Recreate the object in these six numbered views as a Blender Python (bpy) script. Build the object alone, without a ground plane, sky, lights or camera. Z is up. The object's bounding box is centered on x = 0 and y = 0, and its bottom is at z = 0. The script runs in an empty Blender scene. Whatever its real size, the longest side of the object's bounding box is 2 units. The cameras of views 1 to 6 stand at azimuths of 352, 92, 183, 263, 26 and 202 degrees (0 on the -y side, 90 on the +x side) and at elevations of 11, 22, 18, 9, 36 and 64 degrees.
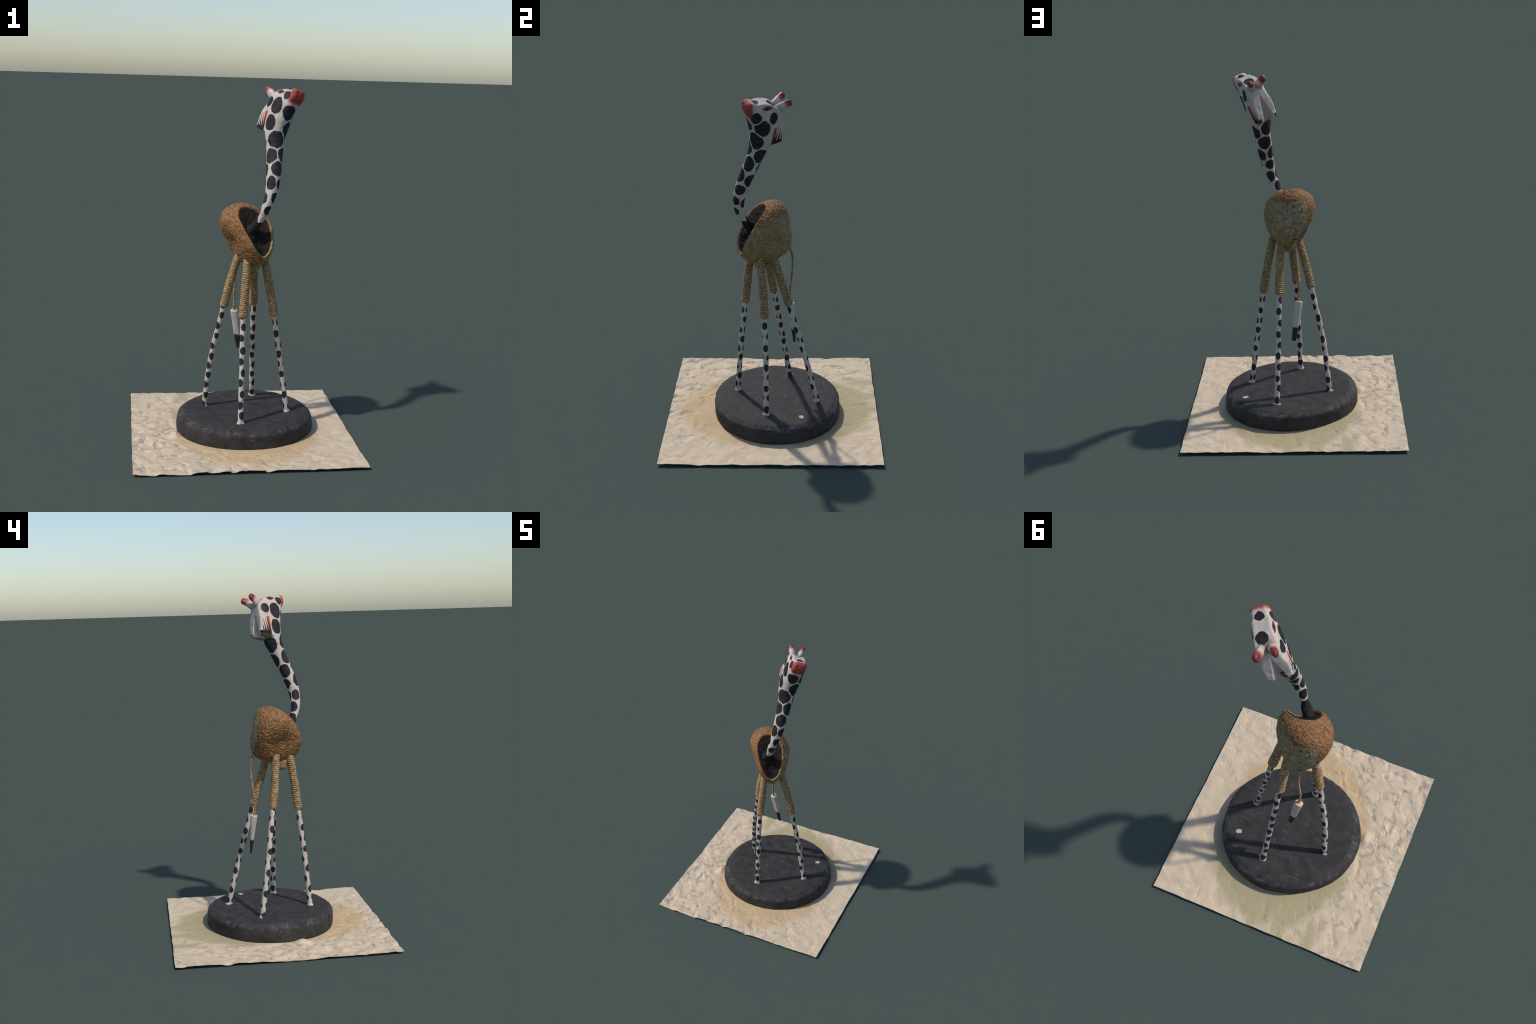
"""Carved toy giraffe: painted wooden head, neck and legs, a hollow coconut-husk body,
rope-wrapped thighs, a cord tail with a painted wooden tuft, on a dark wooden disc
that stands on a crumpled sheet of paper."""
import bpy, math
import numpy as np
from mathutils import Vector

rng = np.random.default_rng(7)

# ------------------------------------------------------------------ helpers
def hash3(i, j, k, seed):
    h = (i * 374761393 + j * 668265263 + k * 2147483647 + seed * 1274126177) & 0xFFFFFFFF
    h = ((h ^ (h >> 13)) * 1274126177) & 0xFFFFFFFF
    h = h ^ (h >> 16)
    return (h & 0xFFFF) / 65535.0 * 2 - 1

def noise(P, scale, seed=0):
    """smooth value noise in -1..1 for an (N,3) array"""
    Q = np.asarray(P, float) * scale
    I = np.floor(Q).astype(np.int64)
    f = Q - I
    f = f * f * (3 - 2 * f)
    out = 0.0
    for dx in (0, 1):
        wx = f[..., 0] if dx else 1 - f[..., 0]
        for dy in (0, 1):
            wy = f[..., 1] if dy else 1 - f[..., 1]
            for dz in (0, 1):
                wz = f[..., 2] if dz else 1 - f[..., 2]
                out = out + wx * wy * wz * hash3(I[..., 0] + dx, I[..., 1] + dy, I[..., 2] + dz, seed)
    return out

def sstep(a, b, x):
    t = np.clip((x - a) / (b - a), 0, 1)
    return t * t * (3 - 2 * t)

def smin(a, b, k):
    h = np.clip(.5 + .5 * (b - a) / k, 0, 1)
    return b + (a - b) * h - k * h * (1 - h)

def smax(a, b, k):
    return -smin(-a, -b, k)

def catmull(pts, n):
    """points along a smooth curve through control rows (any number of columns)"""
    P = np.array(pts, float)
    P = np.vstack([2 * P[0] - P[1], P, 2 * P[-1] - P[-2]])
    m = len(P) - 3
    t = np.linspace(0, m, n)
    i = np.minimum(t.astype(int), m - 1)
    u = (t - i)[:, None]
    a, b, c, d = P[i], P[i + 1], P[i + 2], P[i + 3]
    return .5 * (2 * b + (c - a) * u + (2 * a - 5 * b + 4 * c - d) * u * u + (3 * b - a - 3 * c + d) * u ** 3)

def make_mesh(name, verts, faces, mats, smooth=True, face_mat=None, normals=None):
    me = bpy.data.meshes.new(name)
    me.from_pydata([tuple(map(float, v)) for v in verts], [], [tuple(map(int, f)) for f in faces])
    for m in (mats if isinstance(mats, (list, tuple)) else [mats]):
        me.materials.append(m)
    me.polygons.foreach_set('use_smooth', np.full(len(me.polygons), smooth))
    if face_mat is not None:
        me.polygons.foreach_set('material_index', np.asarray(face_mat, dtype=np.int32))
    me.update()
    if normals is not None:
        me.normals_split_custom_set_from_vertices([tuple(map(float, n)) for n in normals])
    ob = bpy.data.objects.new(name, me)
    bpy.context.scene.collection.objects.link(ob)
    return ob

def child(ob, parent):
    ob.parent = parent
    return ob

def grid_faces(rows, cols, wrap=True, flip=False):
    F = []
    n = cols if wrap else cols - 1
    for i in range(rows - 1):
        for j in range(n):
            k = (j + 1) % cols
            q = (i * cols + j, i * cols + k, (i + 1) * cols + k, (i + 1) * cols + j)
            F.append(q[::-1] if flip else q)
    return F

def frames(C):
    """tangent and two side vectors along a curve, without twist"""
    T = np.gradient(C, axis=0)
    T /= np.linalg.norm(T, axis=1)[:, None]
    a = np.array([1., 0, 0]) - T[0] * T[0][0]
    A = [a / np.linalg.norm(a)]
    for t in T[1:]:
        a = A[-1] - t * (A[-1] @ t)
        A.append(a / np.linalg.norm(a))
    A = np.array(A)
    return T, A, np.cross(T, A)

def tube(name, C, radius, mats, seg=24, cap=True, smooth=True):
    """loft round sections; radius(i, theta array, arc length) -> radii"""
    T, A, B = frames(C)
    s = np.concatenate([[0], np.cumsum(np.linalg.norm(np.diff(C, axis=0), axis=1))])
    th = np.linspace(0, 2 * np.pi, seg, endpoint=False)
    V = []
    for i in range(len(C)):
        r = radius(i, th, s[i]) * np.ones(seg)
        V.append(C[i] + (A[i][None] * np.cos(th)[:, None] + B[i][None] * np.sin(th)[:, None]) * r[:, None])
    V = np.concatenate(V)
    F = grid_faces(len(C), seg)
    if cap:
        V = np.vstack([V, C[0], C[-1]])
        a, b = len(V) - 2, len(V) - 1
        o = (len(C) - 1) * seg
        F += [(a, (j + 1) % seg, j) for j in range(seg)] + [(b, o + j, o + (j + 1) % seg) for j in range(seg)]
    return make_mesh(name, V, F, mats, smooth)

# ------------------------------------------------------------------ node helpers
class Mat:
    def __init__(self, name, rough=.6, spec=.35):
        self.m = bpy.data.materials.new(name)
        self.m.use_nodes = True
        self.nt = self.m.node_tree
        self.b = self.nt.nodes['Principled BSDF']
        self.b.inputs['Roughness'].default_value = rough
        self.b.inputs['Specular IOR Level'].default_value = spec
        self.co = self.nt.nodes.new('ShaderNodeTexCoord').outputs['Object']

    def put(self, sock, v):
        if hasattr(v, 'is_linked'):
            self.nt.links.new(v, sock)
        elif v is not None:
            if sock.type == 'RGBA' and len(v) == 3:
                v = (*v, 1)
            sock.default_value = v

    def node(self, kind, **k):
        n = self.nt.nodes.new(kind)
        for a, v in k.items():
            setattr(n, a, v)
        return n

    def math(self, op, a, b=None, c=None, clamp=False):
        n = self.node('ShaderNodeMath', operation=op, use_clamp=clamp)
        for i, v in enumerate((a, b, c)):
            if v is not None:
                self.put(n.inputs[i], v)
        return n.outputs[0]

    def vmath(self, op, a, b=None):
        n = self.node('ShaderNodeVectorMath', operation=op)
        self.put(n.inputs[0], a)
        if b is not None:
            self.put(n.inputs[1], b)
        return n.outputs['Value'] if op in ('LENGTH', 'DOT_PRODUCT', 'DISTANCE') else n.outputs['Vector']

    def dot(self, v, axis, off=0.0):
        return self.math('ADD', self.vmath('DOT_PRODUCT', v, tuple(map(float, axis))), float(off))

    def scale(self, v, s):
        return self.vmath('MULTIPLY', v, tuple(s))

    def noise(self, v, scale, detail=4, rough=.55, color=False, distortion=0.):
        n = self.node('ShaderNodeTexNoise')
        self.put(n.inputs['Vector'], v)
        n.inputs['Scale'].default_value = scale
        n.inputs['Detail'].default_value = detail
        n.inputs['Roughness'].default_value = rough
        n.inputs['Distortion'].default_value = distortion
        return n.outputs['Color'] if color else n.outputs['Fac']

    def step(self, v, a, b):
        n = self.node('ShaderNodeMapRange', interpolation_type='SMOOTHSTEP')
        self.put(n.inputs['Value'], v)
        n.inputs['From Min'].default_value = min(a, b)
        n.inputs['From Max'].default_value = max(a, b)
        n.inputs['To Min'].default_value = 0. if a < b else 1.
        n.inputs['To Max'].default_value = 1. if a < b else 0.
        return n.outputs['Result']

    def mix(self, fac, a, b, mode='MIX'):
        n = self.node('ShaderNodeMix', data_type='RGBA', blend_type=mode)
        self.put(n.inputs['Factor'], fac)
        self.put(n.inputs['A'], a) if False else None
        self.put(n.inputs[6], a)
        self.put(n.inputs[7], b)
        return n.outputs[2]

    def ramp(self, fac, stops):
        n = self.node('ShaderNodeValToRGB')
        r = n.color_ramp
        while len(r.elements) < len(stops):
            r.elements.new(.5)
        for e, (p, c) in zip(r.elements, stops):
            e.position = p
            e.color = (*c, 1)
        self.put(n.inputs['Fac'], fac)
        return n.outputs['Color']

    def jitter(self, amount, scale):
        """object coordinates wobbled by noise: hand-painted, uneven edges"""
        c = self.noise(self.co, scale, 2, color=True)
        c = self.vmath('SUBTRACT', c, (.5, .5, .5))
        return self.vmath('ADD', self.co, self.scale(c, (amount,) * 3))

    def spots(self, spots, co, gap=.16, edge=.04):
        """union of ellipsoid spots (centre, radii), kept apart by thin unpainted gaps"""
        m1 = m2 = None
        for c, r in spots:
            d = self.vmath('LENGTH', self.scale(self.vmath('SUBTRACT', co, tuple(map(float, c))), [1 / x for x in r]))
            if m1 is None:
                m1, m2 = d, 9.0
            else:
                hi = self.math('MAXIMUM', m1, d)
                m2 = self.math('MINIMUM', m2, hi)
                m1 = self.math('MINIMUM', m1, d)
        a = self.step(m1, 1 + edge, 1 - edge)
        b = self.step(self.math('SUBTRACT', m2, m1), gap * .6, gap * 1.4)
        return self.math('MULTIPLY', a, b)

    def finish(self, color, bump=None, strength=.3, dist=.002, rough=None):
        self.put(self.b.inputs['Base Color'], color)
        if bump is not None:
            n = self.node('ShaderNodeBump')
            n.inputs['Strength'].default_value = strength
            n.inputs['Distance'].default_value = dist
            self.put(n.inputs['Height'], bump)
            self.nt.links.new(n.outputs['Normal'], self.b.inputs['Normal'])
        if rough is not None:
            self.put(self.b.inputs['Roughness'], rough)
        return self.m

WHITE = (.56, .485, .42)  # paint white, tinted pinkish beige for its sunlit look
BLACK = (.018, .017, .019)

# ------------------------------------------------------------------ head frame
HO = np.array([.2175, -.0225, 1.96])                 # midway between the eyes
HL = np.array([.824, .474, -.309])                   # to the animal's painted right cheek
HF = np.array([.492, -.870, -.022])                  # towards the snout
HU = np.array([.280, .134, .951])                    # up
HL /= np.linalg.norm(HL)
HF -= HL * (HF @ HL); HF /= np.linalg.norm(HF)
HU = np.cross(HF, HL) if np.cross(HF, HL)[2] > 0 else np.cross(HL, HF)

def head_point(f, l, u):
    return HO + HF * f + HL * l + HU * u

# neck: centre x, y and radius by height
NECK = np.array([(1.24, .050, -.140, .0190), (1.27, .067, -.154, .0200), (1.30, .079, -.164, .0235), (1.34, .093, -.172, .0270),
                 (1.41, .117, -.169, .0315), (1.48, .132, -.150, .0380), (1.56, .141, -.118, .0425),
                 (1.64, .148, -.082, .0460), (1.72, .154, -.050, .0530), (1.80, .172, -.026, .0610), (1.86, .184, -.012, .060)])
NECKF = catmull(NECK, 300)

def neck_at(z):
    return [np.interp(z, NECKF[:, 0], NECKF[:, i]) for i in (1, 2, 3)]

# side outline of the head block (forward, up)
PROFILE = [(.088, .018), (.096, .000), (.100, -.030), (.094, -.062), (.078, -.104), (.056, -.180), (.047, -.232), (.040, -.275),
           (-.020, -.275), (-.036, -.232), (-.080, -.228), (-.112, -.219), (-.121, -.195), (-.109, -.120), (-.099, -.060), (-.092, -.028),
           (-.070, -.012), (-.035, .010), (.000, .021), (.026, .024), (.055, .020)]

def polygon_sdf(x, y, poly):
    d = np.full(x.shape, 9.)
    sign = np.ones(x.shape)
    n = len(poly)
    for i in range(n):
        ax, ay = poly[i]
        bx, by = poly[(i + 1) % n]
        ex, ey = bx - ax, by - ay
        wx, wy = x - ax, y - ay
        t = np.clip((wx * ex + wy * ey) / (ex * ex + ey * ey), 0, 1)
        d = np.minimum(d, (wx - ex * t) ** 2 + (wy - ey * t) ** 2)
        c1, c2, c3 = y >= ay, y < by, ex * wy > ey * wx
        sign = np.where((c1 & c2 & c3) | (~c1 & ~c2 & ~c3), -sign, sign)
    return sign * np.sqrt(d)

def head_sdf(P):
    Q = P - HO
    f, l, u = Q @ HF, Q @ HL, Q @ HU
    al = np.abs(l)
    side = polygon_sdf(f, u, PROFILE)
    w = np.interp(u, [-.28, -.24, -.20, -.15, -.10, -.06, -.03, 0, .03, .05], [.046, .054, .060, .063, .064, .062, .058, .051, .040, .026])
    w = w - .012 * sstep(.03, .08, f)
    w = w - .020 * sstep(-.06, -.11, f) * sstep(-.13, -.05, u)
    body = smax(side, (al - w) * .95, .014)
    # jaw and throat are round in front
    front = np.interp(u, [-.275, -.232, -.180, -.104, -.062, -.03], [.040, .047, .056, .078, .094, .110])
    p = np.interp(u, [-.20, -.10, -.05, -.02], [2.0, 2.3, 3.5, 6.0])
    ring = ((np.clip(f + .02, 0, None) / (front + .02)) ** p + (al / w) ** p) ** (1 / p) - 1
    body = smax(body, ring * .055, .010)
    # blunt square muzzle
    bx = np.stack([np.abs(f - .086) - .002, al - .020, np.abs(u + .002) - .010], -1)
    box = np.linalg.norm(np.maximum(bx, 0), axis=-1) + np.minimum(bx.max(-1), 0) - .0245
    body = smin(body, box, .010)
    # wedge carved out of the back between the two hanging ears
    k = np.clip((-.062 - u) / .15, 0, 1.2)
    floor = -.100 + .040 * k
    half = .003 + .036 * k
    back = -.100 - .026 * k
    groove = np.maximum((al - half * (floor - f) / (floor - back + .006)) * .75, u + .066)
    body = smax(body, -groove, .004)
    # shallow nostril and mouth dents on the muzzle
    dent = np.minimum(np.hypot(np.hypot(f - .119, al - .017), u - .010) - .011,
                      np.hypot(np.hypot(f - .122, (al) * .35), u + .014) - .012)
    body = smax(body, -dent, .006)
    return body

def neck_sdf(P):
    cx, cy, r = neck_at(P[..., 2])
    return (np.hypot(P[..., 0] - cx, (P[..., 1] - cy) * .96) - r) * .96

def figure_sdf(P):
    n = neck_sdf(P)
    n = np.maximum(n, P[..., 2] - 1.86)
    d = n.copy()
    z = P[..., 2] > 1.68
    h = head_sdf(P[z])
    d[z] = smin(n[z], h, .016)
    d = np.maximum(d, 1.262 - P[..., 2])
    return d + .0009 * noise(P, 42, 3) + .0005 * noise(P, 95, 4)

def surface_net(fn, lo, hi, step):
    """mesh the zero level of fn on a regular grid (naive surface nets)"""
    ax = [np.arange(a, b + step, step) for a, b in zip(lo, hi)]
    n = [len(a) for a in ax]
    D = np.empty(n)
    for i in range(0, n[0], 16):
        G = np.stack(np.meshgrid(ax[0][i:i + 16], ax[1], ax[2], indexing='ij'), -1)
        D[i:i + 16] = fn(G.reshape(-1, 3)).reshape(G.shape[:3])
    S = D < 0
    acc = np.zeros([m - 1 for m in n] + [3])
    cnt = np.zeros([m - 1 for m in n])
    corner = lambda A, o: A[o[0]:n[0] - 1 + o[0], o[1]:n[1] - 1 + o[1], o[2]:n[2] - 1 + o[2]]
    for axis in range(3):
        others = [a for a in range(3) if a != axis]
        for p in (0, 1):
            for q in (0, 1):
                o0 = [0, 0, 0]; o0[others[0]] = p; o0[others[1]] = q
                o1 = list(o0); o1[axis] = 1
                a, b = corner(D, o0), corner(D, o1)
                x = (a < 0) != (b < 0)
                t = np.where(x, a / np.where(x, a - b, 1), 0)
                pos = np.zeros(acc.shape)
                for c in range(3):
                    pos[..., c] = o0[c]
                pos[..., axis] = t
                acc += pos * x[..., None]
                cnt += x
    on = cnt > 0
    idx = np.full(on.shape, -1)
    idx[on] = np.arange(on.sum())
    base = np.stack(np.nonzero(on), -1)
    V = (base + acc[on] / cnt[on][:, None]) * step + np.array(lo)
    F = []
    for axis in range(3):
        a, b = [(1, 2), (2, 0), (0, 1)][axis]
        s0 = [slice(1, -1)] * 3; s1 = [slice(1, -1)] * 3
        s0[axis] = slice(0, -1); s1[axis] = slice(1, None)
        A, B = S[tuple(s0)], S[tuple(s1)]
        for flip in (False, True):
            e = np.stack(np.nonzero((A & ~B) if not flip else (~A & B)), -1)
            if not len(e):
                continue
            off = np.array([1, 1, 1]); off[axis] = 0
            e = e + off
            quad = []
            for da, db in ((0, 0), (-1, 0), (-1, -1), (0, -1)):
                c = e.copy(); c[:, a] += da; c[:, b] += db
                quad.append(idx[c[:, 0], c[:, 1], c[:, 2]])
            quad = np.stack(quad, -1)
            F.append(quad[:, ::-1] if flip else quad)
    F = np.concatenate(F)
    return V, F[:, ::1]

def project_out(fn, P, D, far=.12, n=400):
    """first surface hit when coming from outside towards P along -D"""
    t = np.linspace(far, -.03, n)
    v = fn(P[None] + D[None] * t[:, None])
    i = int(np.argmax(v < 0))
    return P + D * t[i]

# ------------------------------------------------------------------ paint of head and neck
NECK_SPOTS = [  # height, direction in degrees, width, height of spot
    (1.765, -30, .076, .098), (1.716, -92, .080, .093), (1.700, 142, .078, .097), (1.670, 38, .068, .085),
    (1.630, -125, .062, .090), (1.630, -32, .060, .086), (1.604, 104, .072, .085), (1.562, -70, .064, .084),
    (1.543, 160, .062, .080), (1.526, 48, .060, .076), (1.487, -116, .048, .080), (1.474, -15, .060, .058),
    (1.465, 117, .053, .056), (1.403, -40, .045, .058), (1.402, -172, .045, .062), (1.388, 76, .048, .064),
    (1.333, -58, .045, .054), (1.331, 142, .044, .062)]
spots = []
for z, a, w, h in NECK_SPOTS:
    cx, cy, r = neck_at(np.array([z]))
    a = math.radians(a)
    spots.append(((cx[0] + r[0] * math.cos(a), cy[0] + r[0] * math.sin(a), z), (w * .575, w * .575, h * .535)))
for c, r in [((.218, -.104, 1.862), (.038, .036, .044)),      # chin
             ((.151, -.072, 1.904), (.041, .041, .052)),      # left cheek
             ((.127, -.065, 1.805), (.036, .036, .050)),      # left jaw
             (tuple(head_point(.060, -.046, -.012)), (.024, .024, .028)),      # beside the muzzle
             ((.205, .017, 1.963), (.028, .028, .028)),       # forehead
             ((.252, -.066, 1.981), (.022, .022, .022)),      # bridge of the nose
             (tuple(head_point(-.058, -.054, -.063)), (.027, .027, .032)),      # below the left horn
             ((.234, .035, 1.888), (.024, .024, .034)),       # below the right horn
             (tuple(head_point(.058, .050, -.054)), (.031, .031, .038)),      # right cheek
             ((.252, -.026, 1.832), (.045, .045, .050))]:     # right jaw
    spots.append((c, r))

def paint_material(name, with_head=True):
    m = Mat(name, .62, .2)
    co = m.jitter(.012, 50)
    grain = m.noise(m.scale(m.co, (1, 1, .35)), 90, 5)
    base = m.mix(m.step(m.noise(m.co, 24, 4), .35, .72), WHITE, (.47, .39, .325))
    base = m.mix(m.math('MULTIPLY', m.step(grain, .62, .78), .35), base, (.36, .31, .26))
    if with_head:
        q = m.vmath('SUBTRACT', m.co, tuple(HO))
        f, l, u = m.dot(q, HF), m.dot(q, HL), m.dot(q, HU)
        al = m.math('ABSOLUTE', l)
        wob = m.math('MULTIPLY', m.math('SUBTRACT', m.noise(m.co, 60, 2), .5), .012)
        # bare brown wood around the horns
        hd = m.vmath('LENGTH', m.scale(m.vmath('SUBTRACT', m.co, tuple(head_point(-.072, .0, -.012))), (1 / .037,) * 3))
        base = m.mix(m.math('MULTIPLY', m.step(hd, 1.15, .55), .9), base, (.30, .19, .10))
        # red muzzle fading through pink
        fm = m.math('ADD', m.math('ADD', f, wob), m.math('MULTIPLY', u, -.12))
        muz = m.step(u, -.062, -.042)
        base = m.mix(m.math('MULTIPLY', muz, m.step(fm, .070, .090)), base, (.37, .062, .046))
        base = m.mix(m.math('MULTIPLY', m.step(m.noise(m.co, 75, 3), .5, .7), m.math('MULTIPLY', muz, m.step(fm, .094, .108))), base, (.22, .030, .028))
        # painted inside of the ears: red crescent, black tips with fingers
        ear = m.math('MULTIPLY', m.step(al, .034, .040), m.math('MULTIPLY', m.math('MULTIPLY', m.step(f, -.044, -.047), m.step(f, -.107, -.103)), m.step(u, -.085, -.100)))
        cres = m.math('MULTIPLY', m.step(m.math('ADD', f, m.math('MULTIPLY', wob, .3)), -.068, -.063), m.step(u, -.112, -.120))
        base = m.mix(m.math('MULTIPLY', ear, cres), base, (.42, .055, .040))
        fan = m.math('ADD', f, m.math('MULTIPLY', m.math('ADD', u, .2), .12))
        wave = m.math('ABSOLUTE', m.math('SUBTRACT', m.math('FRACT', m.math('DIVIDE', m.math('ADD', fan, 1.0), .0165)), .5))
        peak = m.math('POWER', m.math('MULTIPLY_ADD', wave, -2.0, 1.0), 1.6)
        lim = m.math('MULTIPLY_ADD', peak, .090, -.207)
        fing = m.math('MULTIPLY', ear, m.step(m.math('SUBTRACT', u, lim), .003, -.003))
        tip = m.math('MULTIPLY', m.step(al, .040, .046), m.math('MULTIPLY', m.step(f, -.044, -.047), m.step(m.math('ADD', u, wob), -.196, -.201)))
        base = m.mix(m.math('MAXIMUM', fing, tip), base, BLACK)
    mask = m.spots(spots, co)
    tone = m.mix(m.step(m.noise(m.co, 30, 3), .4, .75), BLACK, (.034, .032, .034))
    col = m.mix(mask, base, tone)
    return m.finish(col, m.noise(m.co, 130, 4), .18, .0012, m.math('SUBTRACT', .68, m.math('MULTIPLY', mask, .06)))

paint = paint_material('painted_wood')

def plain(name, c1, c2, scale, rough=.7, bump=.3, stretch=(1, 1, 1), spec=.3, dist=.002):
    m = Mat(name, rough, spec)
    v = m.scale(m.co, stretch)
    n = m.noise(v, scale, 6, .6)
    return m.finish(m.ramp(n, [(.3, c1), (.7, c2)]), n, bump, dist)

bare_wood = plain('bare_wood', (.20, .13, .075), (.36, .26, .16), 60, .75)

# ------------------------------------------------------------------ assemble figure
root = bpy.data.objects.new('giraffe_figurine', None)
bpy.context.scene.collection.objects.link(root)
root['label'] = 'carved wooden giraffe with coconut body and rope-wrapped legs'
root['category'] = 'giraffe figurine'

V, F = surface_net(figure_sdf, (-.01, -.23, 1.245), (.34, .13, 2.02), .0028)
e = .0015
N = np.stack([figure_sdf(V + np.eye(3)[i] * e) - figure_sdf(V - np.eye(3)[i] * e) for i in range(3)], -1)
N /= np.linalg.norm(N, axis=1)[:, None]
C = V[F].mean(1)
q = C - HO
cf, cl, cu = q @ HF, q @ HL, q @ HU
fn = N[F].mean(1)
is_neck = cu < -.2335 - .0
is_neck &= ~((cf < -.045) & (cu > -.245) & (np.abs(cl) < .08) & (fn @ HU < -.3))
is_neck |= C[:, 2] < 1.66
is_ear = ~is_neck & (cf < -.048) & (cu < -.062)
under = (~is_neck) & (cf < -.030) & (cu < -.195) & (fn @ HU < -.55)

def region(name, sel, parent):
    f = F[sel]
    used = np.unique(f)
    remap = np.full(len(V), -1); remap[used] = np.arange(len(used))
    ob = make_mesh(name, V[used], remap[f], [paint, bare_wood], True, under[sel].astype(int), N[used])
    return child(ob, parent)

neck = region('neck', is_neck, root)
head = region('head', ~is_neck & ~is_ear, root)
for sgn in (1, -1):
    region('ear', is_ear & (cl * sgn >= 0), head)

# horns: blunt, faceted pegs, white with red tips
def horn_material():
    m = Mat('horn_paint', .45, .4)
    q = m.vmath('SUBTRACT', m.co, tuple(HO))
    d = m.math('ADD', m.math('MULTIPLY', m.dot(q, HF), -.75), m.math('MULTIPLY', m.dot(q, HU), .62))
    d = m.math('ADD', d, m.math('MULTIPLY', m.math('SUBTRACT', m.noise(m.co, 60, 3), .5), .016))
    c = m.ramp(m.step(d, .045, .118), [(.0, (.40, .34, .29)), (.25, WHITE), (.52, (.58, .42, .38)), (.70, (.38, .11, .095)), (.92, (.22, .030, .030))])
    return m.finish(c, m.noise(m.co, 120, 4), .2, .0015)
hornm = horn_material()
for sgn in (1, -1):
    ctrl = [(*head_point(-.050, sgn * .015, -.046), .022), (*head_point(-.080, sgn * .023, -.026), .0225),
            (*head_point(-.110, sgn * .033, -.002), .0190), (*head_point(-.132, sgn * .0410, .012), .0170), (*head_point(-.140, sgn * .0440, .0175), .0140), (*head_point(-.144, sgn * .0455, .020), .006)]
    R = catmull(ctrl, 22)
    _, HA, HB = frames(R[:, :3])
    def horn_r(i, th, s, R=R, sgn=sgn, HA=HA, HB=HB):
        facet = np.cos(np.pi / 7) / np.cos((th * 7 / 7 + sgn * .3) % (2 * np.pi / 7) - np.pi / 7)
        side = np.abs(HA[i] @ HL * np.cos(th) + HB[i] @ HL * np.sin(th))
        return R[i, 3] * (.15 + .85 * facet) * (1.22 - .34 * side ** 2) * (1 + .035 * np.sin(3 * th + 5 * sgn))
    child(tube('horn', R[:, :3], horn_r, hornm, 28), head)

# eyes: almond patches of paint, very slightly proud of the wood
def eye_material():
    m = Mat('eye_paint', .3, .5)
    q = m.vmath('SUBTRACT', m.co, tuple(HO))
    f, u = m.dot(q, HF), m.dot(q, HU)
    d = m.vmath('LENGTH', m.scale(m.vmath('SUBTRACT', m.co, (0, 0, 0)), (0, 0, 0)))
    r = m.math('SQRT', m.math('ADD', m.math('POWER', f, 2.), m.math('POWER', m.math('MULTIPLY', m.math('ADD', u, -.001), 1.0), 2.)))
    c = m.mix(m.step(r, .0115, .0085), (.22, .036, .034), (.012, .013, .020))
    rim = m.step(m.math('SUBTRACT', m.math('ABSOLUTE', f), m.math('MULTIPLY', u, -.3)), .017, .025)
    c = m.mix(m.math('MULTIPLY', rim, .6), c, (.10, .02, .02))
    c = m.mix(m.step(u, -.0065, -.0105), c, (.03, .02, .022))
    return m.finish(c)
eyem = eye_material()
for sgn in (1, -1):
    D = (HL * sgn * .86 + HU * .5); D /= np.linalg.norm(D)
    UP = HU - D * (HU @ D); UP /= np.linalg.norm(UP)
    mid = head_point(-.002, sgn * .040, .000)
    vs, fs = [], []
    na, nb = 33, 13
    for i in range(na):
        a = -1 + 2 * i / (na - 1)
        hgt = .0125 * (1 - abs(a) ** 1.7) ** .8
        for j in range(nb):
            b = -1 + 2 * j / (nb - 1)
            p = mid + HF * (a * .032) + UP * (b * hgt - .002)
            h = project_out(head_sdf, p, D)
            vs.append(h + D * (.0006 + .0014 * (1 - b * b) * (1 - a * a)))
    fs = grid_faces(na, nb, False, flip=sgn > 0)
    child(make_mesh('eye', vs, fs, eyem), head)

# ------------------------------------------------------------------ coconut body
SC = np.array([.045, -.020, 1.200])
# low-order shape of the husk: radius as a sum of direction terms
HUSK = [0.1456, -0.0351, -0.0121, -0.0217, -0.0408, -0.0197, 0.0205, -0.0048, 0.0236, -0.0009, -0.0087, 0.0501, 0.0445,
        -0.0275, -0.0101, 0.0125, 0.0048, 0.0307, 0.0222, -0.0027, -0.0054, 0.0067, -0.0356, -0.0816, -0.0116]

def husk_radius(d):
    x, y, z = d.T
    B = np.stack([np.ones_like(x), x, y, z, x*y, x*z, y*z, x*x-y*y, z*z-1/3,
        x**3-3*x*y*y, y**3-3*y*x*x, z*(x*x-y*y), x*y*z, z**3-.6*z, x*(z*z-.2), y*(z*z-.2),
        z**4-.857*z*z+.0857, x*z*(z*z-3/7), y*z*(z*z-3/7), x**4-6*x*x*y*y+y**4, x**3*z-3*x*y*y*z,
        y**3*z-3*y*x*x*z, (x*x-y*y)*(z*z-1/7), x*y*(z*z-1/7), x*y*(x*x-y*y)], -1)
    return B @ np.array(HUSK)

CUT = np.array([.289, -.615, .734]); CUT /= np.linalg.norm(CUT)
CUP = np.array([0, 0, 1.]) - CUT * CUT[2]; CUP /= np.linalg.norm(CUP)
CSD = np.cross(CUP, CUT)
def beyond_cut(P):
    w, s = P @ CUP, P @ CSD
    return P @ CUT - (.047 + .296 * w + .783 * s + 2.936 * w * w + 9.127 * s * s + 1.700 * w * s + 10.608 * w ** 3)

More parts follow.
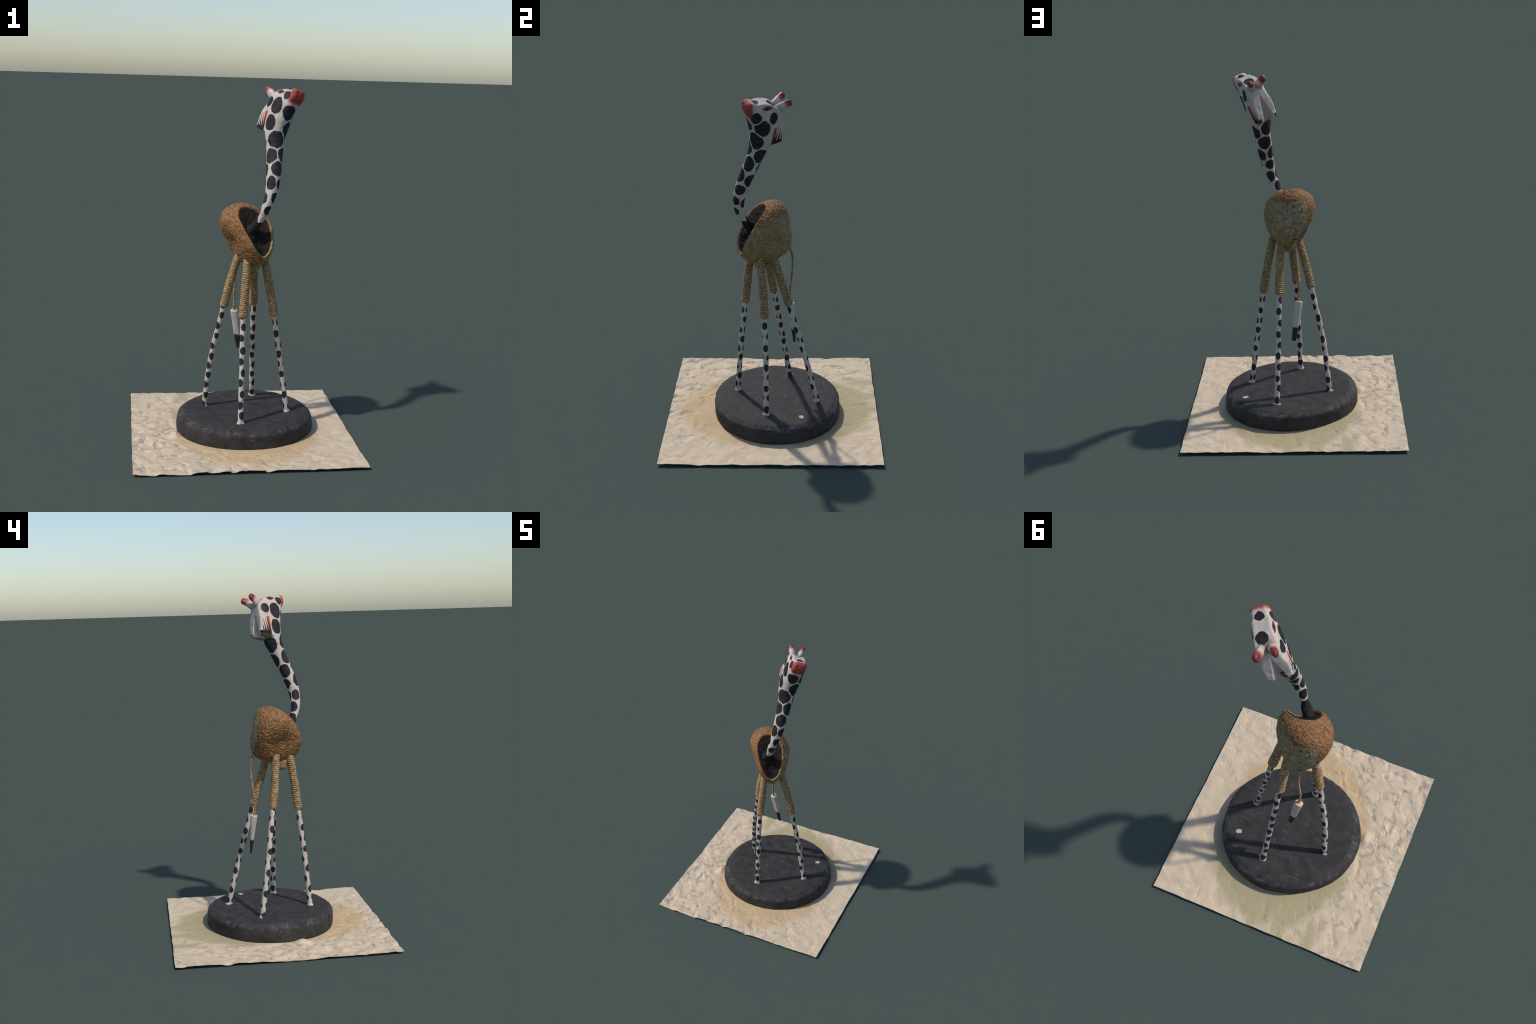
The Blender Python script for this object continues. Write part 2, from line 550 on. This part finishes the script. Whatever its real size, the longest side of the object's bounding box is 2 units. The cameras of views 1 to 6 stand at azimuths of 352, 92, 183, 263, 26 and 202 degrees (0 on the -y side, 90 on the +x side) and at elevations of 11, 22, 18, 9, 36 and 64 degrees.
rows, cols = 230, 420
az = np.linspace(0, 2 * np.pi, cols, endpoint=False)
def direction(phi, a):
    return (-np.cos(phi)[..., None] * CUT + np.sin(phi)[..., None] * (np.cos(a)[..., None] * CUP + np.sin(a)[..., None] * CSD))
scan = np.linspace(.6, np.pi - .05, 900)
PH, AZ = np.meshgrid(scan, az, indexing='ij')
Dg = direction(PH, AZ)
Pg = Dg * husk_radius(Dg.reshape(-1, 3)).reshape(PH.shape)[..., None]
rim = scan[np.argmax(beyond_cut(Pg) > 0, axis=0)]
rim = rim + .010 * noise(np.stack([np.cos(az), np.sin(az), 0 * az], -1), 3.0, 5) + .006 * noise(np.stack([np.cos(az), np.sin(az), 0 * az], -1), 14, 6)
tt = np.linspace(.004, 1, rows)
PH = tt[:, None] * rim[None]
AZ = np.broadcast_to(az, PH.shape)
Dv = direction(PH, AZ).reshape(-1, 3)
Rv = husk_radius(Dv)
P0 = Dv * Rv[:, None]

def panel(P):
    """1 inside the flat, barer panel at the back of the husk"""
    x, y, z = P.T
    return (sstep(-.156, -.146, x) * sstep(0, .012, x + .172 + .68 * z) * sstep(0, .012, .0525 + .92 * z - x)
            * sstep(.074, .062, x) * sstep(.106, .092, z) * sstep(.03, .045, y))

def relief(P):
    """wrinkled fibrous husk: curly wrinkles on the flanks, wound strings low down, smoother cracked back"""
    W = P + .012 * np.stack([noise(P, 22, s) for s in (1, 2, 3)], -1)
    back = panel(P)
    curl = 1 - np.abs(noise(W * [1, 1, .8], 75, 11)) * 2
    curl2 = 1 - np.abs(noise(W * [1, .8, 1], 130, 12)) * 2
    low = sstep(-.02, -.07, P[:, 2])
    strings = 1 - np.abs(noise(W * [.45, .45, 3.0], 60, 13)) * 2
    lump = noise(P, 28, 14)
    crack = np.clip(1 - np.abs(noise(W, 17, 15)) * 14, 0, 1)
    return ((1 - back) * ((1 - low) * (.0026 * curl + .0014 * curl2) + low * (.0026 * strings + .0011 * curl2))
            + back * (.0012 * curl + .0010 * curl2 - .0026 * crack) + .0024 * lump)

fade = np.repeat(sstep(1.0, .985, tt) * .85 + .15, cols)
Pout = Dv * (Rv + relief(P0) * fade)[:, None]
last = Pout[-cols:]
inner_r = np.linalg.norm(last, axis=1) - .0135 - .003 * noise(last, 40, 8)
lip = Dv[-cols:] * inner_r[:, None] - CUT * .001
Vb = np.vstack([Pout, last - Dv[-cols:] * .0035 + CUT * .0012, lip]) + SC
Fb = grid_faces(rows + 2, cols, flip=False)
nv = len(Vb)
Vb = np.vstack([Vb, SC + direction(np.array([0.]), np.array([0.]))[0] * husk_radius(direction(np.array([0.]), np.array([0.])))[0]])
Fb += [(nv, (j + 1) % cols, j) for j in range(cols)]

def husk_material():
    m = Mat('coconut_husk', .75, .25)
    q = m.vmath('SUBTRACT', m.co, tuple(SC))
    w = m.vmath('ADD', q, m.scale(m.vmath('SUBTRACT', m.noise(q, 26, 3, color=True), (.5, .5, .5)), (.03, .03, .03)))
    fib = m.noise(m.scale(w, (1, 1, 1.6)), 70, 6, .62, distortion=.8)
    big = m.noise(q, 14, 4)
    col = m.ramp(fib, [(.26, (.062, .027, .010)), (.44, (.185, .086, .033)), (.59, (.30, .155, .064)), (.76, (.52, .31, .155))])
    olive = m.ramp(fib, [(.26, (.100, .062, .022)), (.46, (.255, .170, .068)), (.60, (.38, .27, .12)), (.78, (.58, .44, .24))])
    wob = m.math('MULTIPLY', m.math('SUBTRACT', big, .5), .10)
    # +x flank and belly: olive brown, lightened to their brightness in shade
    side = m.step(m.math('ADD', m.dot(q, (.80, .42, -.42)), wob), .010, .060)
    col = m.mix(side, col, olive)
    # barer grey panel at the back with cracks
    fw = m.math('MULTIPLY', m.math('SUBTRACT', m.noise(m.scale(w, (1, 1, .5)), 60, 4), .5), .045)
    mask = m.step(m.math('ADD', m.dot(w, (1, 0, 0)), fw), -.164, -.142)
    for v, c0, c1 in ((m.dot(q, (1, 0, .68), .172), 0., .008), (m.dot(q, (-1, 0, .92), .0525), -.004, .020), (m.dot(q, (-1, 0, 0), .070), -.004, .024),
                      (m.dot(q, (0, 0, -1), .105), 0., .040), (m.dot(q, (0, 1, 0), -.03), 0., .015)):
        mask = m.math('MULTIPLY', mask, m.step(m.math('ADD', v, fw), c0, c1))
    backc = m.ramp(m.noise(w, 52, 6, .65), [(.30, (.095, .064, .034)), (.45, (.255, .185, .098)), (.60, (.355, .270, .150)), (.76, (.55, .44, .29))])  # panel ramp warmed and brightened to match this back in blue sky shade
    crack = m.math('ABSOLUTE', m.math('SUBTRACT', m.noise(w, 11, 2), .5))
    backc = m.mix(m.math('MULTIPLY', m.step(crack, .014, .004), .7), backc, (.08, .065, .05))
    col = m.mix(mask, col, backc)
    h = m.math('ADD', fib, m.math('MULTIPLY', m.noise(m.scale(w, (1, 1, 2)), 210, 4), .5))
    return m.finish(col, h, .55, .003)

body = child(make_mesh('body', Vb, Fb, husk_material()), root)
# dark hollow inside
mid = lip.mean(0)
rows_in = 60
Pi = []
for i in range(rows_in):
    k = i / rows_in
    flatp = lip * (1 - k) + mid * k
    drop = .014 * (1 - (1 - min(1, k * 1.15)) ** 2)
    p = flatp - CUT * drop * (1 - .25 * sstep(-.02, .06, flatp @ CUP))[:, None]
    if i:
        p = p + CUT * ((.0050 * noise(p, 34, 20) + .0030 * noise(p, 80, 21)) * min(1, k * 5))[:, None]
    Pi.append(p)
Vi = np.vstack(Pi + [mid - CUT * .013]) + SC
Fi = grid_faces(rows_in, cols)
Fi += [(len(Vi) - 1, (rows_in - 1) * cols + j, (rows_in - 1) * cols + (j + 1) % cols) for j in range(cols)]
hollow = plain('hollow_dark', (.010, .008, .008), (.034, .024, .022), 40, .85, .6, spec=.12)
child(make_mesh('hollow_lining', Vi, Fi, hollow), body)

# ------------------------------------------------------------------ cord winding at the neck root
C = catmull([(.067, -.154, 1.283), (.056, -.146, 1.262), (.042, -.134, 1.238), (.024, -.118, 1.216), (.004, -.098, 1.196)], 120)
def wrap_r(i, th, s):
    base = np.interp(s, [0, .02, .05, .10], [.0180, .0195, .0235, .030])
    ph = s / .0085 + th / (2 * np.pi)
    return base + .0022 * np.abs(np.sin(np.pi * ph)) + .0015 * np.sin(2 * th + s * 60)
cord_dark = plain('blackened_cord', (.010, .009, .009), (.042, .032, .030), 70, .8, .5, spec=.15)
child(tube('neck_winding', C, wrap_r, cord_dark, 40), neck)

# ------------------------------------------------------------------ legs
def rope_material():
    m = Mat('rope_wrap', .85, .15)
    n = m.noise(m.scale(m.co, (1, 1, 2.0)), 70, 5, .65)
    f = m.noise(m.scale(m.co, (1, 1, 5)), 160, 3)
    c = m.ramp(n, [(.30, (.090, .048, .019)), (.45, (.265, .165, .075)), (.58, (.43, .29, .15)), (.72, (.66, .51, .32))])
    c = m.mix(m.math('MULTIPLY', m.step(m.noise(m.co, 18, 3), .5, .68), .30), c, (.21, .14, .07))
    return m.finish(c, m.math('ADD', n, f), .6, .003)
ropem = rope_material()

def leg_material(spots):
    m = Mat('leg_paint', .6, .2)
    co = m.jitter(.006, 90)
    base = m.mix(m.step(m.noise(m.scale(m.co, (1, 1, .3)), 60, 4), .4, .7), WHITE, (.47, .40, .34))
    mask = m.spots(spots, co, gap=.02, edge=.06)
    col = m.mix(mask, base, m.mix(m.noise(m.co, 50, 2), BLACK, (.040, .036, .034)))
    return m.finish(col, m.noise(m.scale(m.co, (1, 1, .3)), 120, 4), .25, .002)

LEGS = [  # path from hip to foot, height of the rope's lower end, first spot height, spot direction, rope fatness
    ([(-.015, -.038, 1.075), (-.040, -.024, 1.030), (-.075, -.012, .900), (-.111, .013, .730), (-.173, .058, .420), (-.203, .101, .116)], .748, .694, -88, 1.00),
    ([(.018, -.100, 1.070), (.007, -.116, 1.030), (-.002, -.137, .900), (-.014, -.156, .730), (-.018, -.191, .420), (-.022, -.218, .116)], .722, .667, -73, 1.04),
    ([(.095, -.064, 1.080), (.113, -.059, 1.030), (.142, -.046, .900), (.175, -.038, .730), (.228, -.031, .420), (.274, -.032, .116)], .700, .660, 4, 1.04),
    ([(.058, .000, 1.075), (.063, .017, 1.030), (.070, .057, .900), (.079, .108, .730), (.091, .195, .420), (.106, .270, .116)], .738, .648, 95, 1.00)]
SWING = (-55, -56, 78, 45)                              # turn between one row of spots and the next
for k, (path, zr, z0, a0, fat) in enumerate(LEGS):
    C = catmull(path, 400)
    C = C[C[:, 2] > .112]
    pole = C[C[:, 2] < zr + .03]
    pole = pole[np.linspace(0, len(pole) - 1, 120).astype(int)]
    ls = []
    for n in range(-1, 10):
        z = z0 - .0625 * n + rng.uniform(-.004, .004)
        if z < .13 or z > zr + .02:
            continue
        i = np.abs(C[:, 2] - z).argmin()
        for j in range(2):
            a = math.radians(a0 + 166 * j + SWING[k] * (n % 2) + rng.uniform(-8, 8))
            s = rng.uniform(.85, 1.1)
            ls.append((C[i] + np.array([math.cos(a), math.sin(a), 0]) * .0135, (.0166 * s, .0166 * s, .0222 * rng.uniform(.88, 1.1))))
    def pole_r(i, th, s, pole=pole, k=k):
        z = pole[i, 2]
        r = .0155 + .0006 * math.sin(s * 55 + k) + .0007 * np.sin(2 * th + s * 30 + k) + .0005 * np.sin(3 * th - s * 70)
        return r + .0062 * sstep(.136, .118, z) * (1 + .35 * np.sin(2 * th + k * 2) + .25 * np.sin(3 * th + k))
    leg = child(tube('leg', pole, pole_r, leg_material(ls), 28), root)
    rope = C[C[:, 2] > zr]
    L = np.concatenate([[0], np.cumsum(np.linalg.norm(np.diff(rope, axis=0), axis=1))])
    u = np.linspace(0, L[-1], 420)
    rope = np.stack([np.interp(u, L, rope[:, c]) for c in range(3)], -1)
    total = L[-1]
    def rope_r(i, th, s, total=total, k=k, fat=fat):
        e = total - s                                   # distance above the lower end
        base = np.interp(e, [0, .004, .012, .03, .10, .25, .40], [.0155, .0215, .0240, .0238, .0232, .0222, .0205]) * fat
        pitch = .0122
        ph = (s + .0012 * math.sin(s * 70 + k)) / pitch + th / (2 * np.pi)
        strand = np.abs(np.sin(np.pi * ph)) ** .7
        turn = np.floor(ph)
        wob = np.sin(turn * 12.9898 + k * 7.1) * .0006
        return base - .0020 + .0036 * strand + wob + .0006 * np.sin(2 * th + s * 40 + k)
    child(tube('rope_wrap', rope, rope_r, ropem, 48), leg)

# wooden hub and rope ends where the thighs meet under the husk
hub = catmull([(.044, -.056, 1.055), (.038, -.055, 1.020), (.030, -.058, .985), (.026, -.060, .958)], 40)
child(tube('hip_hub', hub, lambda i, th, s: np.interp(s, [0, .03, .060, .085, .099], [.054, .050, .046, .038, .020]) * (1 + .12 * np.sin(3 * th + 1) + .05 * np.abs(np.sin(s * 260 + th * 1.5))), ropem, 36), root)

# ------------------------------------------------------------------ tail
d = np.array([-.029, .110, 1.066]) - SC; d /= np.linalg.norm(d)
sx = np.cross(d, [0, 0, 1]); sx /= np.linalg.norm(sx); sy = np.cross(sx, d)
hole = [(0., 0.)] + [(r * math.cos(t), r * math.sin(t)) for r in (.007, .013) for t in np.linspace(0, 2 * np.pi, 20, endpoint=False)]
hv = []
for a_, b_ in hole:
    e_ = d * .15 + sx * a_ + sy * b_ * .8; e_ /= np.linalg.norm(e_)
    hv.append(SC + e_ * (husk_radius(e_[None])[0] + .0042 - 40 * max(0, math.hypot(a_, b_) - .007) ** 2 * 3))
hf = [(0, 1 + j, 1 + (j + 1) % 20) for j in range(20)] + [(1 + j, 21 + j, 21 + (j + 1) % 20, 1 + (j + 1) % 20) for j in range(20)]
child(make_mesh('tail_hole', hv, hf, hollow), body)
C = catmull([(-.026, .080, 1.078), (-.028, .106, 1.066), (-.028, .124, 1.000), (-.033, .121, .900), (-.037, .109, .800), (-.036, .107, .735), (-.034, .112, .690)], 260)
def cord_r(i, th, s):
    return .0056 + .0014 * np.sin(2 * th + s * 420) + .0006 * math.sin(s * 90) + np.interp(s, [0, .05, .07], [.003, .002, 0])
tail = child(tube('tail', C, cord_r, ropem, 16), root)

def tuft_material():
    m = Mat('tuft_paint', .5, .35)
    z = m.math('ADD', m.dot(m.co, (0, 0, 1)), m.math('MULTIPLY', m.math('SUBTRACT', m.noise(m.scale(m.co, (1, 1, .12)), 150, 3), .5), .045))
    base = m.mix(m.step(m.noise(m.scale(m.co, (1, 1, .25)), 70, 4), .4, .7), WHITE, (.47, .42, .37))
    base = m.mix(m.step(m.dot(m.co, (0, 0, 1)), .692, .700), base, (.56, .42, .26))
    c = m.mix(m.step(z, .552, .546), base, BLACK)
    return m.finish(c, m.noise(m.scale(m.co, (1, 1, .2)), 140, 4), .3, .002)
C = catmull([(-.0345, .112, .701), (-.033, .114, .690), (-.026, .1185, .645), (-.014, .126, .560), (-.006, .131, .505), (.001, .134, .464)], 60)
T, A, B = frames(C)
wide = np.array([.90, -.30, .18])
vs = []
seg = 24
for i in range(len(C)):
    t = i / (len(C) - 1)
    a = wide - T[i] * (wide @ T[i]); a /= np.linalg.norm(a)
    b = np.cross(T[i], a)
    ra = np.interp(t, [0, .03, .10, .30, .60, .80, 1], [.0190, .0215, .0225, .0225, .0180, .0150, .0125])
    rb = np.interp(t, [0, .03, .10, .30, .60, .80, 1], [.0165, .0190, .0200, .0195, .0120, .0080, .0055])
    for j in range(seg):
        th = 2 * math.pi * j / seg
        c, s = math.cos(th), math.sin(th)
        p = 2.9
        rr = (abs(c) ** p + abs(s) ** p) ** (-1 / p)
        vs.append(C[i] + a * ra * rr * c + b * rb * rr * s)
fs = grid_faces(len(C), seg)
vs += [C[0], C[-1]]
o = (len(C) - 1) * seg
fs += [(len(vs) - 2, (j + 1) % seg, j) for j in range(seg)] + [(len(vs) - 1, o + j, o + (j + 1) % seg) for j in range(seg)]
child(make_mesh('tail_tuft', vs, fs, tuft_material()), tail)

# ------------------------------------------------------------------ wooden disc
def disc_material():
    m = Mat('charred_wood', .75, .2)
    g = m.noise(m.scale(m.co, (.10, 1, 1)), 130, 5, .6)
    n = m.noise(m.co, 16, 5)
    c = m.ramp(n, [(.3, (.024, .0215, .0205)), (.7, (.050, .045, .043))])
    c = m.mix(m.math('MULTIPLY', m.step(g, .58, .74), m.step(m.noise(m.co, 7, 3), .42, .64)), c, (.12, .112, .108))
    sp = m.noise(m.co, 95, 2)
    c = m.mix(m.math('MULTIPLY', m.math('MULTIPLY', m.step(sp, .67, .76), m.step(m.dot(m.co, (0, 0, 1)), .09, .11)), m.step(m.noise(m.co, 9, 2), .48, .60)), c, (.22, .21, .205))
    # worn, paler rounded edge
    q = m.vmath('SUBTRACT', m.co, (.031, .020, 0))
    rad = m.vmath('LENGTH', m.scale(q, (1, 1, 0)))
    edge = m.math('MULTIPLY', m.step(rad, .352, .368), m.step(m.dot(m.co, (0, 0, 1)), .080, .096))
    wear = m.math('MULTIPLY', edge, m.step(m.noise(m.co, 26, 5, .7), .47, .66))
    c = m.mix(m.math('MULTIPLY', wear, .65), c, (.115, .108, .112))
    return m.finish(c, m.math('ADD', g, m.math('MULTIPLY', n, .7)), .5, .003, m.math('ADD', .6, m.math('MULTIPLY', n, .3)))
seg = 256
prof = [(.0, .1200), (.10, .1202), (.20, .1200), (.30, .1198), (.350, .1192), (.358, .1182), (.385, .1015), (.388, .0950), (.390, .0850), (.392, .050), (.392, .022), (.389, .008), (.378, .0), (.0, .0)]
th = np.linspace(0, 2 * np.pi, seg, endpoint=False)
pr = []
for (r0, z0), (r1, z1) in zip(prof[:-1], prof[1:]):
    n = max(1, int(max(abs(r1 - r0), abs(z1 - z0)) / .006))
    pr += [(r0 + (r1 - r0) * i / n, z0 + (z1 - z0) * i / n) for i in range(n)]
pr = np.array(pr)[1:]
vs = []
for r, z in pr:
    d = np.stack([np.cos(th), np.sin(th), 0 * th + z * 3], -1)
    k = sstep(.25, .37, r)
    rr = r * (1 + k * (.026 * np.cos(2 * th) + .021 * np.sin(2 * th) - .004 * np.cos(3 * th) - .005 * np.sin(3 * th)) * (.55 + .45 * sstep(.11, .03, z))) + k * (.0028 * noise(d, 5, 31) + .0018 * noise(d, 14, 32) + .0008 * noise(d, 40, 33))
    P = np.stack([.032 + rr * np.cos(th), .024 + rr * np.sin(th), 0 * th + z], -1)
    if z > .02:
        P[:, 2] += .0014 * noise(P, 9, 34) + .0007 * noise(P * [.3, 1, 1], 60, 35)
    vs.append(P)
vs = np.concatenate(vs)
vs = np.vstack([vs, (.032, .024, .1200), (.032, .024, 0.)])
fs = grid_faces(len(pr), seg, flip=True)
o = (len(pr) - 1) * seg
fs += [(len(vs) - 2, j, (j + 1) % seg) for j in range(seg)] + [(len(vs) - 1, o + (j + 1) % seg, o + j) for j in range(seg)]
disc = child(make_mesh('base_disc', vs, fs, disc_material()), root)

# pale flake stuck on the disc
chipm = plain('pale_flake', (.36, .31, .23), (.52, .46, .36), 80, .8)
n = 11
ang = np.linspace(0, 2 * np.pi, n, endpoint=False)
for cx, cy, s in ((.298, .175, 1.0), (.128, .262, .42)):
    rad = s * .020 * (1 + .25 * np.sin(2 * ang + 1) + .15 * np.sin(5 * ang))
    ring = np.stack([cx + rad * np.cos(ang) * .80, cy + rad * np.sin(ang) * .95, 0 * ang], -1)
    lo, hi = ring + [0, 0, .1180], ring * [1, 1, 1] + [0, 0, .1212]
    hi[:, :2] = (hi[:, :2] - [cx, cy]) * .85 + [cx, cy]
    vv = np.vstack([lo, hi, (cx, cy, .1220)])
    ff = grid_faces(2, n) + [(2 * n, n + j, n + (j + 1) % n) for j in range(n)]
    child(make_mesh('pale_flake', vv, ff, chipm, smooth=False), disc)

# ------------------------------------------------------------------ paper sheet
def sheet_material():
    m = Mat('shadow_tinted_paper', .85, .15)
    q = m.vmath('SUBTRACT', m.co, (.031, .020, 0))
    n = m.noise(m.co, 9, 4)
    base = m.mix(m.step(m.noise(m.co, 14, 5), .38, .66), (.61, .485, .34), (.53, .425, .305))
    base = m.mix(m.math('MULTIPLY', m.math('MULTIPLY', m.step(m.noise(m.co, 23, 2, .45, distortion=.6), .52, .70), m.step(m.dot(m.co, (.8, .5, 0)), .45, -.30)), .75), base, (.33, .275, .22))  # grey-brown blotches put dent shading into the paper colour
    fine = m.noise(m.scale(m.co, (1, 1, 1)), 160, 5, .7)
    base = m.mix(m.math('MULTIPLY', m.step(fine, .5, .8), .25), base, (.66, .54, .40))
    # warm tint round the disc: orange towards -y, painted yellow-green figure shadow towards +y
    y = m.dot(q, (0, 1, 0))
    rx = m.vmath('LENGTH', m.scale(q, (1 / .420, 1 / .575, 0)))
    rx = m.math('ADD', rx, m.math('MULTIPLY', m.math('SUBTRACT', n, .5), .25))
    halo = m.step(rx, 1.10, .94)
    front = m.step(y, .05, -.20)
    back_shadow = m.step(y, .02, .20)
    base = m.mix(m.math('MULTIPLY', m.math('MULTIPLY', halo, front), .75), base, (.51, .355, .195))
    base = m.mix(m.math('MULTIPLY', m.math('MULTIPLY', halo, back_shadow), .9), base, (.385, .32, .185))
    # leg shadows drawn as olive stripes out to the +y edge
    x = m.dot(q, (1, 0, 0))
    shadow_band = m.math('MULTIPLY', m.math('MULTIPLY', m.step(x, .04, .02), m.step(x, -.40, -.34)), m.step(y, .40, .50))
    shadow_streak = m.step(m.math('SINE', m.math('MULTIPLY', m.math('ADD', x, m.math('MULTIPLY', n, .04)), 34.0)), -.3, .5)
    base = m.mix(m.math('MULTIPLY', m.math('MULTIPLY', shadow_band, m.math('ADD', .25, m.math('MULTIPLY', shadow_streak, .7))), .9), base, (.41, .34, .20))
    return m.finish(base, m.math('ADD', fine, m.math('MULTIPLY', m.noise(m.co, 45, 4), 1.5)), .3, .003)
nsheet = 76
g = np.linspace(-.637, .637, nsheet)
X, Y = np.meshgrid(g * .994, g, indexing='ij')
P = np.stack([X, Y, 0 * X], -1).reshape(-1, 3)
inside = np.maximum(np.abs(P[:, 0]) / .994, np.abs(P[:, 1])) < .63
P[inside, :2] += np.random.default_rng(3).uniform(-.0062, .0062, (inside.sum(), 2))
W = P + .03 * np.stack([noise(P, 9, 41), noise(P, 9, 42), 0 * P[:, 0]], -1)
amp = .55 + .75 * sstep(.25, -.55, P[:, 0] * .8 + P[:, 1] * .5)
rr = np.hypot(P[:, 0] - .031, P[:, 1] - .02)
flat = sstep(.385, .46, rr)
dent = sstep(.25, .75, noise(W, 21, 43)) + .8 * sstep(.30, .8, noise(W * [1, .8, 1], 33, 53))      # fingertip-sized dimples
z = (.0152 + .0022 * noise(P, 3, 44) + .0005 * noise(P, 70, 47)
     + flat * (amp * (.0036 * noise(W, 10, 45) - .0062 * dent) + .0024 * noise(W, 24, 46)))
z += .024 * np.exp(-((P[:, 0] + .385) ** 2 / .0006 + (P[:, 1] + .105) ** 2 / .0016))          # crease drawn up against the disc
z -= .010 * np.exp(-((P[:, 0] + .633) ** 2 / .0012 + (P[:, 1] + .07) ** 2 / .008))
z = np.maximum(z, .0045)
P[:, 2] = z
edge = np.maximum(np.abs(P[:, 0]) / .994, np.abs(P[:, 1])) > .636
P[edge, :2] += np.stack([.0022 * noise(P[edge], 14, 48), .0022 * noise(P[edge], 14, 49)], -1) - P[edge, :2] * .0015
low = P.copy(); low[:, 2] -= .0025
Vs = np.vstack([P, low])
Ft = grid_faces(nsheet, nsheet, False, flip=True)
n2 = nsheet * nsheet
Fl = [tuple(i + n2 for i in f[::-1]) for f in Ft]
loop = [i * nsheet for i in range(nsheet)] + [(nsheet - 1) * nsheet + j for j in range(1, nsheet)] + \
       [i * nsheet + nsheet - 1 for i in range(nsheet - 2, -1, -1)] + [j for j in range(nsheet - 2, 0, -1)]
Fe = [(a, b, b + n2, a + n2) for a, b in zip(loop, loop[1:] + loop[:1])]
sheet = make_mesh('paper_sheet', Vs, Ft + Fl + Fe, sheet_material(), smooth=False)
sheet['label'] = 'square sheet of crumpled cream paper with warm tint and painted shadows'
sheet['category'] = 'paper sheet'
